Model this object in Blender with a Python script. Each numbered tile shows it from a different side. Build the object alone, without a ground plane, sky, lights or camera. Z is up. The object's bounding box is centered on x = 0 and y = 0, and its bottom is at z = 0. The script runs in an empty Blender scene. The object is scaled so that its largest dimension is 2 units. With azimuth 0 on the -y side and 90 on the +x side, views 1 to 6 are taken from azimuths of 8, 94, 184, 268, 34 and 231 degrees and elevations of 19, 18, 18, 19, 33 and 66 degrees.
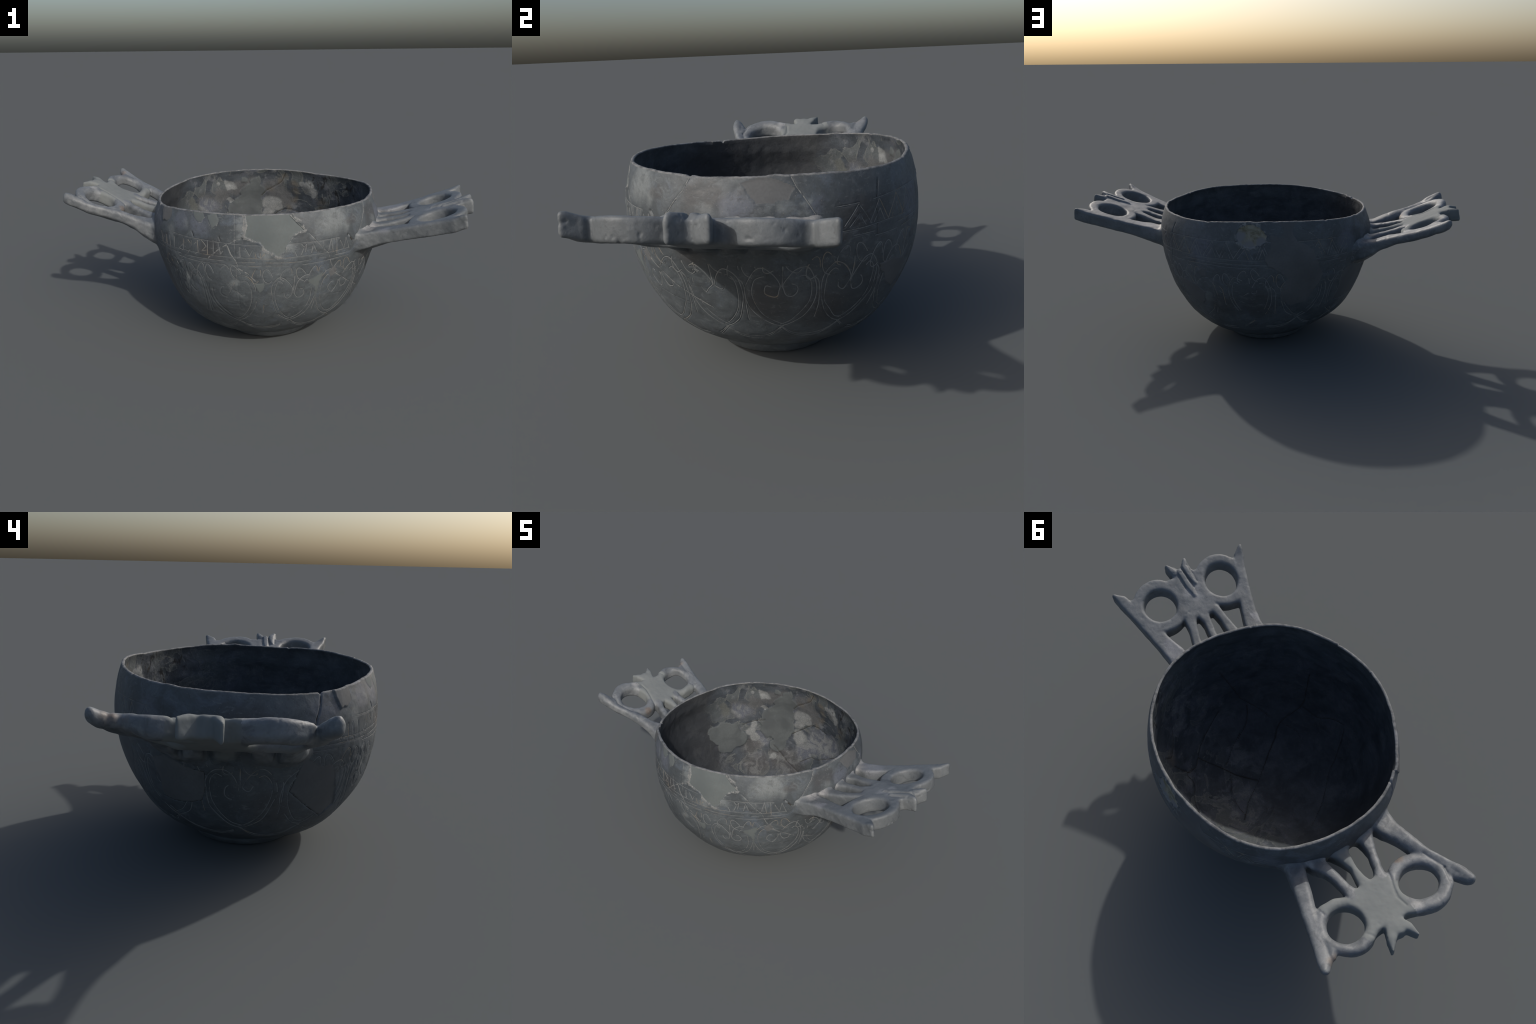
# Two-handled burnished grey clay drinking bowl, incised with hearts, buds and a letter band,
# mended from sherds with plaster fills, with pierced openwork handles.
import bpy, math
import numpy as np
from mathutils import Vector, kdtree

RNG = np.random.default_rng(7)
TAU = 2 * math.pi

# ------------------------------------------------------------------ small numeric helpers

def smooth01(x):
    x = np.clip(x, 0, 1)
    return x * x * (3 - 2 * x)


def hash01(ix, iy, iz, seed):
    h = (ix * 374761393 + iy * 668265263 + iz * 2147483647 + seed * 144665) & 0xFFFFFFFF
    h = ((h ^ (h >> 13)) * 1274126177) & 0xFFFFFFFF
    h = h ^ (h >> 16)
    return (h & 0xFFFFFF) / float(0xFFFFFF)


def vnoise(P, scale, seed=0):
    """Value noise in -1..1 at the points P (n, 3)."""
    Q = P * scale
    I = np.floor(Q).astype(np.int64)
    f = Q - I
    f = f * f * (3 - 2 * f)
    out = np.zeros(len(P))
    for a in (0, 1):
        for b in (0, 1):
            for c in (0, 1):
                w = (f[:, 0] if a else 1 - f[:, 0]) * (f[:, 1] if b else 1 - f[:, 1]) * (f[:, 2] if c else 1 - f[:, 2])
                out += w * hash01(I[:, 0] + a, I[:, 1] + b, I[:, 2] + c, seed)
    return out * 2 - 1


def fbm(P, scale, octaves=3, seed=0):
    s = np.zeros(len(P))
    amp = 1.0
    for o in range(octaves):
        s += amp * vnoise(P, scale * 2 ** o, seed + 17 * o)
        amp *= 0.5
    return s


def smooth_curve(pts, step, closed=False):
    """Catmull-Rom through the control points, resampled about every `step` (in the points' own units)."""
    p = np.asarray(pts, float)
    if len(p) == 2:
        n = max(2, int(np.linalg.norm(p[1] - p[0]) / step) + 1)
        return p[0] + (p[1] - p[0]) * np.linspace(0, 1, n)[:, None]
    if closed:
        q = np.vstack([p[-1:], p, p[:2]])
    else:
        q = np.vstack([2 * p[0] - p[1], p, 2 * p[-1] - p[-2]])
    out = []
    for i in range(1, len(q) - 2):
        n = max(2, int(np.linalg.norm(q[i + 1] - q[i]) / step) + 1)
        t = np.linspace(0, 1, n, endpoint=False)[:, None]
        a, b, c, d = q[i - 1], q[i], q[i + 1], q[i + 2]
        out.append(0.5 * (2 * b + (c - a) * t + (2 * a - 5 * b + 4 * c - d) * t ** 2 + (3 * b - a - 3 * c + d) * t ** 3))
    out.append(q[-2:-1])
    return np.vstack(out)


def straight(pts, step):
    p = np.asarray(pts, float)
    out = [smooth_curve(p[i:i + 2], step)[:-1] for i in range(len(p) - 1)] + [p[-1:]]
    return np.vstack(out)


# ------------------------------------------------------------------ the bowl's form
# mean radius of the outside against height, and its slow out-of-round (2 and 3 lobes) along the height
PROFILE_Z = np.array([0, .02, .04, .06, .09, .13, .18, .24, .31, .39, .47, .55, .63, .70, .74])
PROFILE_R = [
    [0.2109, 0.228, 0.2376, 0.2795, 0.3355, 0.3885, 0.4335, 0.4695, 0.5018, 0.5269, 0.5447, 0.5506, 0.5426, 0.5233, 0.5087],
    [0.010, 0.0066, 0.0045, 0.0047, 0.005, 0.0045, 0.0059, 0.0064, 0.0062, 0.0045, 0.0022, 0.0017, 0.0038, 0.0038, 0.0019],
    [0.0021, -0.0001, -0.001, -0.0013, -0.0014, -0.0015, -0.003, -0.0050, -0.0038, -0.0013, 0.0001, 0.0002, 0.0007, 0.002, 0.002],
    [0.0001, -0.0027, -0.0062, -0.0076, -0.0054, 0.0015, 0.006, 0.0064, 0.0052, 0.0055, 0.0116, 0.0171, 0.0183, 0.0166, 0.017],
    [0.0038, 0.0032, 0.0044, 0.0072, 0.0104, 0.0099, 0.0080, 0.0079, 0.0089, 0.0096, 0.0077, 0.0029, 0.0032, 0.0023, 0.002],
    [0.0026, 0.0013, 0.0021, 0.0018, -0.0006, -0.0043, -0.0043, -0.0043, -0.0034, -0.0043, -0.003, -0.0017, -0.0001, 0.002, 0.002],
    [-0.0044, -0.0005, 0.0004, -0.0007, -0.0033, -0.0045, -0.0033, -0.0007, 0.0017, 0.0023, 0.0026, 0.0018, 0.0026, 0.0029, 0.003],
]
# harmonics of the rim: its radius and its wavy height round the bowl
RIM_R = [0.5179, -0.0007, 0.0014, 0.0173, 0.0022, 0.0011, 0.0054, -0.0043, 0.0023, 0.0009, -0.0015, -0.0024, 0.0025]
RIM_Z = [0.7157, 0.0088, 0.0044, -0.007, -0.005, 0.0033, 0.0001, 0.0011, 0.0002, -0.0009, 0.0019, -0.0001, 0.0008, -0.0006, 0.0002, 0.0005, 0.0001]
FOOT_TOP = 0.043
WALL = 0.0125


def harmonics(th, coef):
    s = np.full_like(th, coef[0])
    for k in range(1, (len(coef) + 1) // 2):
        s = s + coef[2 * k - 1] * np.cos(k * th) + coef[2 * k] * np.sin(k * th)
    return s


def spline_eval(y, zq):
    x = PROFILE_Z
    y = np.asarray(y)
    m = np.gradient(y, x)
    i = np.clip(np.searchsorted(x, zq) - 1, 0, len(x) - 2)
    h = x[i + 1] - x[i]
    t = (zq - x[i]) / h
    return ((2 * t ** 3 - 3 * t ** 2 + 1) * y[i] + (t ** 3 - 2 * t ** 2 + t) * h * m[i]
            + (-2 * t ** 3 + 3 * t ** 2) * y[i + 1] + (t ** 3 - t ** 2) * h * m[i + 1])


ZF = np.linspace(0, .74, 371)
PROFILE_FINE = [spline_eval(y, ZF) for y in PROFILE_R]


def raw_radius(th, z):
    v = [np.interp(z, ZF, f) for f in PROFILE_FINE]
    return v[0] + sum(v[2 * k - 1] * np.cos(k * th) + v[2 * k] * np.sin(k * th) for k in (1, 2, 3))


def rim_height(th):
    return harmonics(th, RIM_Z)


def bowl_radius(th, z):
    r = raw_radius(th, z)
    zr = rim_height(th)
    return r + (harmonics(th, RIM_R) - raw_radius(th, zr)) * smooth01((z - .56) / .15)


def bowl_point(th, z):
    r = bowl_radius(th, z)
    return np.stack([r * np.cos(th), r * np.sin(th), z], -1)


def bowl_normal(th, z):
    e = 1e-3
    a = bowl_point(th + e, z) - bowl_point(th - e, z)
    b = bowl_point(th, z + e) - bowl_point(th, z - e)
    n = np.cross(a, b)
    return n / np.linalg.norm(n, axis=-1, keepdims=True)


D2R = math.pi / 180
ARC = 0.53 * D2R            # metres along the wall for one degree at the belly

# ------------------------------------------------------------------ nodes and materials


class Nodes:
    def __init__(self, name):
        self.mat = bpy.data.materials.new(name)
        self.mat.use_nodes = True
        self.t = self.mat.node_tree
        self.bsdf = self.t.nodes["Principled BSDF"]
        self.obj = self.t.nodes.new("ShaderNodeTexCoord").outputs["Object"]

    def link(self, a, b):
        self.t.links.new(a, b)

    def put(self, sock, v):
        if hasattr(v, "links"):
            self.link(v, sock)
        else:
            sock.default_value = v

    def noise(self, scale, detail=4, rough=.55, dist=0.0, vec=None, stretch=None):
        v = vec if vec is not None else self.obj
        if stretch:
            m = self.t.nodes.new("ShaderNodeMapping")
            m.inputs["Scale"].default_value = stretch
            self.link(v, m.inputs["Vector"])
            v = m.outputs["Vector"]
        n = self.t.nodes.new("ShaderNodeTexNoise")
        self.link(v, n.inputs["Vector"])
        n.inputs["Scale"].default_value = scale
        n.inputs["Detail"].default_value = detail
        n.inputs["Roughness"].default_value = rough
        n.inputs["Distortion"].default_value = dist
        return n.outputs["Fac"]

    def voronoi(self, scale, feature='F1'):
        n = self.t.nodes.new("ShaderNodeTexVoronoi")
        n.feature = feature
        self.link(self.obj, n.inputs["Vector"])
        n.inputs["Scale"].default_value = scale
        return n.outputs["Distance"]

    def band(self, v, lo, hi, a=0.0, b=1.0):
        n = self.t.nodes.new("ShaderNodeMapRange")
        n.interpolation_type = 'SMOOTHSTEP'
        self.put(n.inputs["Value"], v)
        n.inputs["From Min"].default_value = lo
        n.inputs["From Max"].default_value = hi
        n.inputs["To Min"].default_value = a
        n.inputs["To Max"].default_value = b
        return n.outputs["Result"]

    def math(self, op, a, b=0.0):
        n = self.t.nodes.new("ShaderNodeMath")
        n.operation = op
        self.put(n.inputs[0], a)
        self.put(n.inputs[1], b)
        return n.outputs[0]

    def mix(self, fac, a, b, mode='MIX'):
        n = self.t.nodes.new("ShaderNodeMix")
        n.data_type = 'RGBA'
        n.blend_type = mode
        self.put(n.inputs["Factor"], fac)
        for s, v in ((n.inputs["A"], a), (n.inputs["B"], b)):
            for c in (n.inputs,):
                pass
        A = [i for i in n.inputs if i.name == "A" and i.type == 'RGBA'][0]
        B = [i for i in n.inputs if i.name == "B" and i.type == 'RGBA'][0]
        for s, v in ((A, a), (B, b)):
            if hasattr(v, "links"):
                self.link(v, s)
            else:
                s.default_value = (*v, 1)
        return [o for o in n.outputs if o.type == 'RGBA'][0]

    def warped(self, scale, amount, detail=3):
        n = self.t.nodes.new("ShaderNodeTexNoise")
        self.link(self.obj, n.inputs["Vector"])
        n.inputs["Scale"].default_value = scale
        n.inputs["Detail"].default_value = detail
        s = self.t.nodes.new("ShaderNodeVectorMath")
        s.operation = 'SUBTRACT'
        self.link(n.outputs["Color"], s.inputs[0])
        s.inputs[1].default_value = (.5, .5, .5)
        k = self.t.nodes.new("ShaderNodeVectorMath")
        k.operation = 'SCALE'
        self.link(s.outputs[0], k.inputs[0])
        k.inputs["Scale"].default_value = amount
        a = self.t.nodes.new("ShaderNodeVectorMath")
        a.operation = 'ADD'
        self.link(self.obj, a.inputs[0])
        self.link(k.outputs[0], a.inputs[1])
        return a.outputs[0]

    def spots(self, vec, places, soft=.25):
        """Largest of several soft round masks: places are (x, y, z, radius)."""
        total = None
        for x, y, z, r in places:
            d = self.t.nodes.new("ShaderNodeVectorMath")
            d.operation = 'DISTANCE'
            self.link(vec, d.inputs[0])
            d.inputs[1].default_value = (x, y, z)
            m = self.band(d.outputs["Value"], r * (1 + soft), r * (1 - soft))
            total = m if total is None else self.math('MAXIMUM', total, m)
        return total

    def height(self):
        s = self.t.nodes.new("ShaderNodeSeparateXYZ")
        self.link(self.obj, s.inputs[0])
        return s.outputs

    def finish(self, color, rough=.6, spec=.35, bump=None, strength=.3, distance=.004):
        self.put(self.bsdf.inputs["Base Color"], color)
        self.put(self.bsdf.inputs["Roughness"], rough)
        self.bsdf.inputs["Specular IOR Level"].default_value = spec
        if bump is not None:
            b = self.t.nodes.new("ShaderNodeBump")
            b.inputs["Strength"].default_value = strength
            b.inputs["Distance"].default_value = distance
            self.link(bump, b.inputs["Height"])
            self.link(b.outputs["Normal"], self.bsdf.inputs["Normal"])
        return self.mat


def wall_spot(deg, z, r):
    p = bowl_point(np.array([deg * D2R]), np.array([z]))[0]
    return (float(p[0]), float(p[1]), float(p[2]), r)


def burnished_clay(n):
    """Colour of the grey fired clay of the outside: mottled, bluish clouds, pale scuffs, fine flecks."""
    big = n.noise(3.2, 5, .6, .6)
    c = n.mix(n.band(big, .34, .66), (.059, .069, .077), (.090, .104, .114))
    blue = n.noise(5.5, 6, .65, 1.2)
    c = n.mix(n.band(blue, .52, .68, 0, .75), c, (.098, .119, .146))
    brown = n.noise(4.1, 4, .6, .8, stretch=(1, 1, 1.4))
    c = n.mix(n.band(brown, .56, .72, 0, .45), c, (.080, .088, .093))
    w = n.warped(9, .10)
    c = n.mix(n.math('MULTIPLY', n.spots(w, CLAY_PALE, .55), .68), c, (.182, .200, .205))
    w3 = n.warped(6, .12)
    c = n.mix(n.math('MULTIPLY', n.spots(w3, CLAY_DARK, .5), .7), c, (.058, .058, .060))
    c = n.mix(n.math('MULTIPLY', n.spots(w, CLAY_BLUE, .5), .7), c, (.112, .125, .155))
    mid = n.noise(13, 8, .72, .8, stretch=(1, 1, 1.5))
    c = n.mix(n.band(mid, .36, .50, .55, 0), c, (.053, .060, .066))
    c = n.mix(n.band(mid, .53, .66, 0, .5), c, (.126, .143, .154))
    scuff = n.noise(24, 9, .74, 1.0, stretch=(1, 1, 2.2))
    c = n.mix(n.band(scuff, .55, .70, 0, .6), c, (.164, .180, .188))
    dark = n.noise(36, 8, .7, .4)
    c = n.mix(n.band(dark, .54, .70, 0, .55), c, (.044, .046, .048))
    fleck = n.voronoi(70)
    c = n.mix(n.band(fleck, .14, .07, 0, .45), c, (.19, .18, .165))
    grain = n.noise(160, 3, .6)
    c = n.mix(n.band(grain, .3, .7, 0, .22), c, (.04, .04, .042))
    return c, grain, scuff


CLAY_PALE = [wall_spot(312, .675, .060), wall_spot(306, .655, .035), wall_spot(318, .64, .03), wall_spot(263.5, .69, .022), wall_spot(264, .65, .020), wall_spot(265, .62, .016), wall_spot(288, .575, .03), wall_spot(276, .545, .022), wall_spot(292, .665, .014),
             wall_spot(343, .622, .022), wall_spot(350, .625, .020), wall_spot(357, .622, .018), wall_spot(8, .625, .024), wall_spot(13, .618, .02),
             wall_spot(234, .64, .018), wall_spot(61, .34, .03), wall_spot(66, .31, .02), wall_spot(222, .60, .03),
             wall_spot(262, .40, .02), wall_spot(235, .40, .02), wall_spot(13, .65, .016)]
CLAY_DARK = [wall_spot(338, .65, .045), wall_spot(345, .66, .04), wall_spot(322, .67, .03), wall_spot(335, .49, .05),
             wall_spot(250, .55, .06), wall_spot(30, .60, .07), wall_spot(178, .58, .08), wall_spot(190, .28, .09),
             wall_spot(20, .28, .08), wall_spot(0, .32, .08), wall_spot(70, .30, .08), wall_spot(90, .30, .08)]
CLAY_BLUE = [wall_spot(230, .66, .05), wall_spot(242, .66, .05), wall_spot(353, .63, .05), wall_spot(16, .64, .025),
             wall_spot(208, .63, .06), wall_spot(60, .60, .06), wall_spot(140, .62, .05)]


def root_blend(n, c):
    # clay smeared from the bowl wall over the handle roots
    o = n.height()
    w = n.math('POWER', n.math('ADD', n.math('MULTIPLY', o[0], o[0]), n.math('MULTIPLY', o[1], o[1])), .5)
    w = n.math('ADD', w, n.math('MULTIPLY', n.math('SUBTRACT', n.noise(16, 4), .5), .06))
    w = n.math('ADD', w, n.band(o[2], .54, .60, 0, .04))
    return n.mix(n.band(w, .60, .555), c, burnished_clay(n)[0])


def make_materials():
    M = {}
    n = Nodes("burnished_grey_clay")
    c, grain, scuff = burnished_clay(n)
    h = n.math('ADD', n.math('MULTIPLY', grain, .35), n.math('MULTIPLY', n.noise(38, 6, .65), .9))
    M['clay'] = n.finish(c, n.band(scuff, .3, .8, .48, .68), .35, h, .35, .003)

    n = Nodes("worn_rim_clay")
    e = n.noise(30, 6, .65, .5)
    c = n.mix(n.band(e, .36, .62), (.085, .090, .095), (.165, .170, .172))
    c = n.mix(n.band(n.noise(11, 4), .5, .7, 0, .6), c, (.20, .21, .225))
    c = n.mix(n.band(n.noise(30, 4), .66, .76, 0, .5), c, (.19, .155, .12))
    M['rim'] = n.finish(c, .75, .25, n.noise(70, 5, .65), .6, .004)

    n = Nodes("sooty_inner_clay")
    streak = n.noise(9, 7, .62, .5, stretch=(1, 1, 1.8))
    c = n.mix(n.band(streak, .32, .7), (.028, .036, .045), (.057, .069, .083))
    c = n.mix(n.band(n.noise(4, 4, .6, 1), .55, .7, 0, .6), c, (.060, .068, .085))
    o = n.height()
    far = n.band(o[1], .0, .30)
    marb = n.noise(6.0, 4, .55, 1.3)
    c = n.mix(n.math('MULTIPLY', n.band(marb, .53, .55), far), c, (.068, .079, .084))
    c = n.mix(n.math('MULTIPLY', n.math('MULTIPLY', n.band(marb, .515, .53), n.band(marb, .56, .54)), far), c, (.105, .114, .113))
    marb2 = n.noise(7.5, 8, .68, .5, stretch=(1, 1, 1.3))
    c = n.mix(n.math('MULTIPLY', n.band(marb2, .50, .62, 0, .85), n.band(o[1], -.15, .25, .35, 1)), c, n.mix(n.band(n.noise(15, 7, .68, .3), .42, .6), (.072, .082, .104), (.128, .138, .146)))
    w = n.warped(8, .12, 5)
    w2 = n.warped(11, .085, 5)
    c = n.mix(n.math('MULTIPLY', n.spots(w, [(-.37, .37, .54, .07), (-.30, .42, .60, .05), (-.22, .46, .62, .06), (0.0, .50, .61, .06), (.05, .5, .55, .05), (-.15, .48, .65, .05)], .35), .85), c, (.082, .086, .090))
    c = n.mix(n.spots(w, [(.10, .49, .39, .085), (.19, .47, .37, .075), (.02, .47, .30, .06), (-.37, .37, .53, .06), (-.26, .40, .35, .05)], .3), c, n.mix(n.band(n.noise(12, 5, .6, 1.5), .4, .6), (.090, .101, .124), (.165, .176, .182)))
    c = n.mix(n.math('MULTIPLY', n.spots(w, [(-.10, .41, .25, .09), (.0, .40, .20, .07), (-.30, .36, .31, .06), (-.25, .33, .2, .08)], .4), .8), c, n.mix(n.band(n.noise(18, 6, .65, 1.0), .42, .6), (.05, .05, .053), (.125, .130, .132)))
    c = n.mix(n.spots(w, [(-.45, .29, .53, .035), (-.455, .28, .57, .03), (-.44, .23, .33, .03)], .3), c, (.090, .098, .094))
    c = n.mix(n.math('MULTIPLY', n.spots(w2, INNER_PALE, .22), .95), c, n.mix(n.noise(40, 4), (.135, .146, .150), (.225, .238, .240)))
    c = n.mix(n.math('MULTIPLY', n.spots(w2, INNER_BROWN, .8), .55), c, (.110, .096, .074))
    soot = n.noise(30, 6, .7, .6, stretch=(1, 1, .55))
    c = n.mix(n.math('MULTIPLY', n.band(soot, .52, .62), n.spots(w, [(.33, .40, .62, .11), (.26, .44, .66, .08), (.40, .33, .64, .08)], .4)), c, (.016, .016, .017))
    c = n.mix(n.band(n.voronoi(48), .10, .05, 0, .6), c, (.14, .132, .118))
    brush = n.noise(26, 6, .62, .3, stretch=(.5, .5, 2.4))
    c = n.mix(n.band(brush, .5, .75, 0, .4), c, (.085, .092, .102))
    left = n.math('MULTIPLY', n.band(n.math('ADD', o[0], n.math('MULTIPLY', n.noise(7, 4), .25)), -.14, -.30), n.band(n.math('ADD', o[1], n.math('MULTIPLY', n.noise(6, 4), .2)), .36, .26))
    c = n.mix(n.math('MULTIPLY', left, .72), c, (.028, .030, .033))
    c = n.mix(n.band(n.noise(150, 3), .3, .7, 0, .3), c, (.024, .024, .026))
    hh = n.math('ADD', n.noise(24, 6, .6), n.math('MULTIPLY', n.noise(120, 3), .3))
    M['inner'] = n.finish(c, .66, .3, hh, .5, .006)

    n = Nodes("grey_plaster")
    c = n.mix(n.band(n.noise(6, 4), .35, .65), (.096, .112, .116), (.114, .130, .133))
    c = n.mix(n.band(n.noise(130, 3), .35, .7, 0, .35), c, (.10, .105, .104))
    M['plaster'] = n.finish(c, .8, .22, n.noise(60, 5), .25, .002)

    n = Nodes("dark_plaster")
    c = n.mix(n.band(n.noise(6, 4), .35, .65), (.090, .094, .098), (.112, .117, .122))
    c = n.mix(n.band(n.noise(130, 3), .35, .7, 0, .35), c, (.074, .077, .08))
    M['dark_plaster'] = n.finish(c, .72, .25, n.noise(60, 5), .25, .002)

    n = Nodes("inner_plaster")
    c = n.mix(n.band(n.noise(7, 4, .5, 1.0), .4, .62), (.064, .073, .078), (.086, .098, .102))
    c = n.mix(n.band(n.noise(110, 3), .35, .7, 0, .35), c, (.065, .068, .068))
    M['inner_plaster'] = n.finish(c, .8, .2, n.noise(50, 5), .3, .003)

    n = Nodes("pale_plaster_smear")
    a = n.noise(34, 7, .68, .8)
    c, grain, scuff = burnished_clay(n)
    c = n.mix(n.band(a, .38, .58), c, n.mix(n.noise(60, 4), (.150, .155, .155), (.235, .242, .240)))
    M['smear'] = n.finish(c, .8, .2, n.math('ADD', a, n.math('MULTIPLY', grain, .3)), .7, .006)

    n = Nodes("yellow_mortar")
    a = n.noise(20, 6, .65, .6)
    c = n.mix(n.band(a, .36, .62), (.125, .118, .082), (.235, .228, .185))
    c = n.mix(n.spots(n.warped(12, .05), [wall_spot(80.5, .65, .03), wall_spot(86, .618, .03), wall_spot(93, .635, .025)], .4), c, (.165, .170, .178))
    M['mortar'] = n.finish(c, .85, .2, a, .6, .006)

    n = Nodes("incised_line_fill")
    c, grain, scuff = burnished_clay(n)
    c = n.mix(.25, c, (.12, .125, .13))
    ochre = n.noise(6, 4, .6, .8)
    fill = n.mix(n.band(ochre, .52, .64), (.168, .178, .182), (.205, .180, .145))
    shade_boosted_fill = n.math('MULTIPLY', n.band(n.noise(26, 5, .6), .32, .54, .1, 1), n.band(n.math('ADD', n.height()[1], n.math('MULTIPLY', n.noise(3, 3), .3)), .15, -.15, 1.3, .95))  # patchy fill, painted stronger on the far half to offset low contrast in shade
    c = n.mix(n.math('MINIMUM', n.math('MULTIPLY', shade_boosted_fill, .74), 1.0), c, fill)
    M['line'] = n.finish(c, .8, .2, grain, .4, .003)

    n = Nodes("dark_crack")
    c = n.mix(n.noise(40, 4), (.022, .022, .022), (.062, .056, .048))
    M['crack'] = n.finish(c, .9, .1)

    n = Nodes("handle_replica_clay")
    c = n.mix(n.band(n.noise(5, 5, .6, .6), .35, .66), (.100, .112, .121), (.131, .144, .154))
    w = n.warped(9, .08)
    c = n.mix(n.math('MULTIPLY', n.spots(w, [(.62, .115, .61, .05), (.60, .12, .60, .04), (.66, .12, .62, .03), (.57, -.30, .6, .03)], .5), .7), c, n.mix(n.noise(14, 5), (.15, .16, .185), (.25, .26, .28)))
    c = root_blend(n, c)
    c = n.mix(n.spots(n.warped(30, .035), [(.505, -.255, .60, .034), (.53, -.20, .605, .026), (.55, -.13, .61, .022), (.556, -.05, .61, .02), (.565, .03, .61, .02), (.57, .09, .60, .026), (.545, .145, .59, .03)], .5), c, n.mix(n.noise(50, 5), (.15, .155, .16), (.30, .30, .298)))
    c = n.mix(n.math('MULTIPLY', n.spots(n.warped(30, .03), [(.80, -.13, .66, .025), (.83, -.10, .67, .02), (.84, -.15, .67, .02)], .5), .6), c, (.25, .26, .27))
    c = n.mix(n.band(n.noise(24, 6, .66, .6), .56, .72, 0, .5), c, (.145, .157, .168))
    c = n.mix(n.band(n.voronoi(42), .12, .06, 0, .5), c, (.07, .07, .073))
    c = n.mix(n.band(n.noise(150, 3), .35, .7, 0, .25), c, (.085, .088, .092))
    mot = n.noise(17, 8, .72, .6)
    c = n.mix(n.band(mot, .34, .48, .55, 0), c, (.066, .074, .081))
    c = n.mix(n.band(mot, .55, .68, 0, .55), c, (.172, .185, .194))
    M['handle_r'] = n.finish(c, .54, .4, n.math('ADD', n.noise(45, 6, .65), n.math('MULTIPLY', n.noise(140, 3), .3)), .4, .003)

    n = Nodes("handle_old_clay")
    c = n.mix(n.band(n.noise(8, 6, .62, 1.0), .36, .64), (.102, .114, .125), (.168, .181, .192))
    c = n.mix(n.band(n.noise(13, 5, .6, .7, stretch=(2, 1, 1)), .54, .7, 0, .7), c, (.195, .213, .218))
    c = n.mix(n.band(n.noise(19, 6, .65, .6), .58, .72, 0, .6), c, (.078, .082, .088))
    w = n.warped(14, .05)
    c = n.mix(n.math('MULTIPLY', n.spots(w, [(-.895, .372, .71, .03), (-.905, .345, .71, .022), (-.70, .11, .64, .014), (-.725, -.08, .62, .02)], .5), .75), c, (.165, .128, .10))
    c = root_blend(n, c)
    c = n.mix(n.spots(n.warped(30, .03), [(-.535, .22, .585, .02), (-.55, .14, .585, .018), (-.545, .03, .585, .018), (-.66, .07, .62, .018), (-.80, .26, .665, .018), (-.80, .27, .66, .014), (-.915, .018, .705, .022), (-.79, .02, .655, .018)], .5), c, (.27, .275, .275))
    c = n.mix(n.band(n.noise(150, 3), .35, .7, 0, .25), c, (.11, .112, .12))
    mot = n.noise(19, 8, .72, .6)
    c = n.mix(n.band(mot, .34, .48, .6, 0), c, (.072, .080, .088))
    c = n.mix(n.band(mot, .56, .68, 0, .6), c, (.225, .236, .242))
    M['handle_l'] = n.finish(c, .52, .4, n.math('ADD', n.noise(40, 6, .65), n.math('MULTIPLY', n.noise(140, 3), .3)), .4, .003)

    n = Nodes("handle_plaster")
    c = n.mix(n.band(n.noise(8, 4), .35, .65), (.150, .165, .167), (.172, .187, .188))
    c = n.mix(n.band(n.noise(90, 4, .7), .4, .7, 0, .4), c, (.15, .157, .155))
    c = root_blend(n, c)
    M['handle_plaster'] = n.finish(c, .8, .22, n.noise(70, 5), .3, .002)
    return M


INNER_PALE = [(-.26, .44, .645, .030), (-.235, .445, .625, .020), (-.255, .453, .541, .020), (-.018, .515, .516, .048), (.01, .512, .50, .03),
              (-.035, .508, .462, .032), (-.032, .495, .387, .042), (-.294, .381, .36, .028), (-.31, .37, .40, .03), (-.166, .40, .25, .022), (.20, .478, .632, .034),
              (.235, .465, .602, .026), (.165, .487, .648, .02), (-.327, .40, .645, .012), (-.30, .38, .44, .03), (.06, .5, .435, .016)]
INNER_BROWN = [(.034, .505, .665, .022), (.06, .50, .69, .018), (-.03, .51, .62, .02), (.114, .498, .643, .022), (.123, .505, .60, .022), (.11, .508, .55, .02), (.083, .513, .50, .018),
               (.273, .456, .55, .02), (.286, .452, .50, .02), (.05, .49, .45, .012), (.32, .37, .31, .03)]

# ------------------------------------------------------------------ mesh helpers


def new_object(name, verts, faces, mat, parent, smooth=True, normals=None):
    me = bpy.data.meshes.new(name)
    verts = np.asarray(verts, float)
    faces = np.asarray(faces)
    me.vertices.add(len(verts))
    me.vertices.foreach_set("co", verts.ravel())
    k = faces.shape[1]
    me.loops.add(faces.size)
    me.loops.foreach_set("vertex_index", faces.ravel().astype(np.int32))
    me.polygons.add(len(faces))
    me.polygons.foreach_set("loop_start", (np.arange(len(faces)) * k).astype(np.int32))
    me.update(calc_edges=True)
    me.validate()
    me.polygons.foreach_set("use_smooth", np.full(len(me.polygons), smooth))
    if normals is not None:
        me.normals_split_custom_set_from_vertices(np.asarray(normals, float))
    me.materials.append(mat)
    ob = bpy.data.objects.new(name, me)
    bpy.context.scene.collection.objects.link(ob)
    ob.parent = parent
    return ob


def vertex_normals(v, f):
    n = np.zeros_like(v)
    a = v[f[:, 2]] - v[f[:, 0]]
    b = v[f[:, 3]] - v[f[:, 1]] if f.shape[1] == 4 else v[f[:, 1]] - v[f[:, 0]]
    fn = np.cross(a, b) if f.shape[1] == 4 else np.cross(b, a)
    for k in range(f.shape[1]):
        np.add.at(n, f[:, k], fn)
    return n / np.maximum(np.linalg.norm(n, axis=1, keepdims=True), 1e-12)


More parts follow.
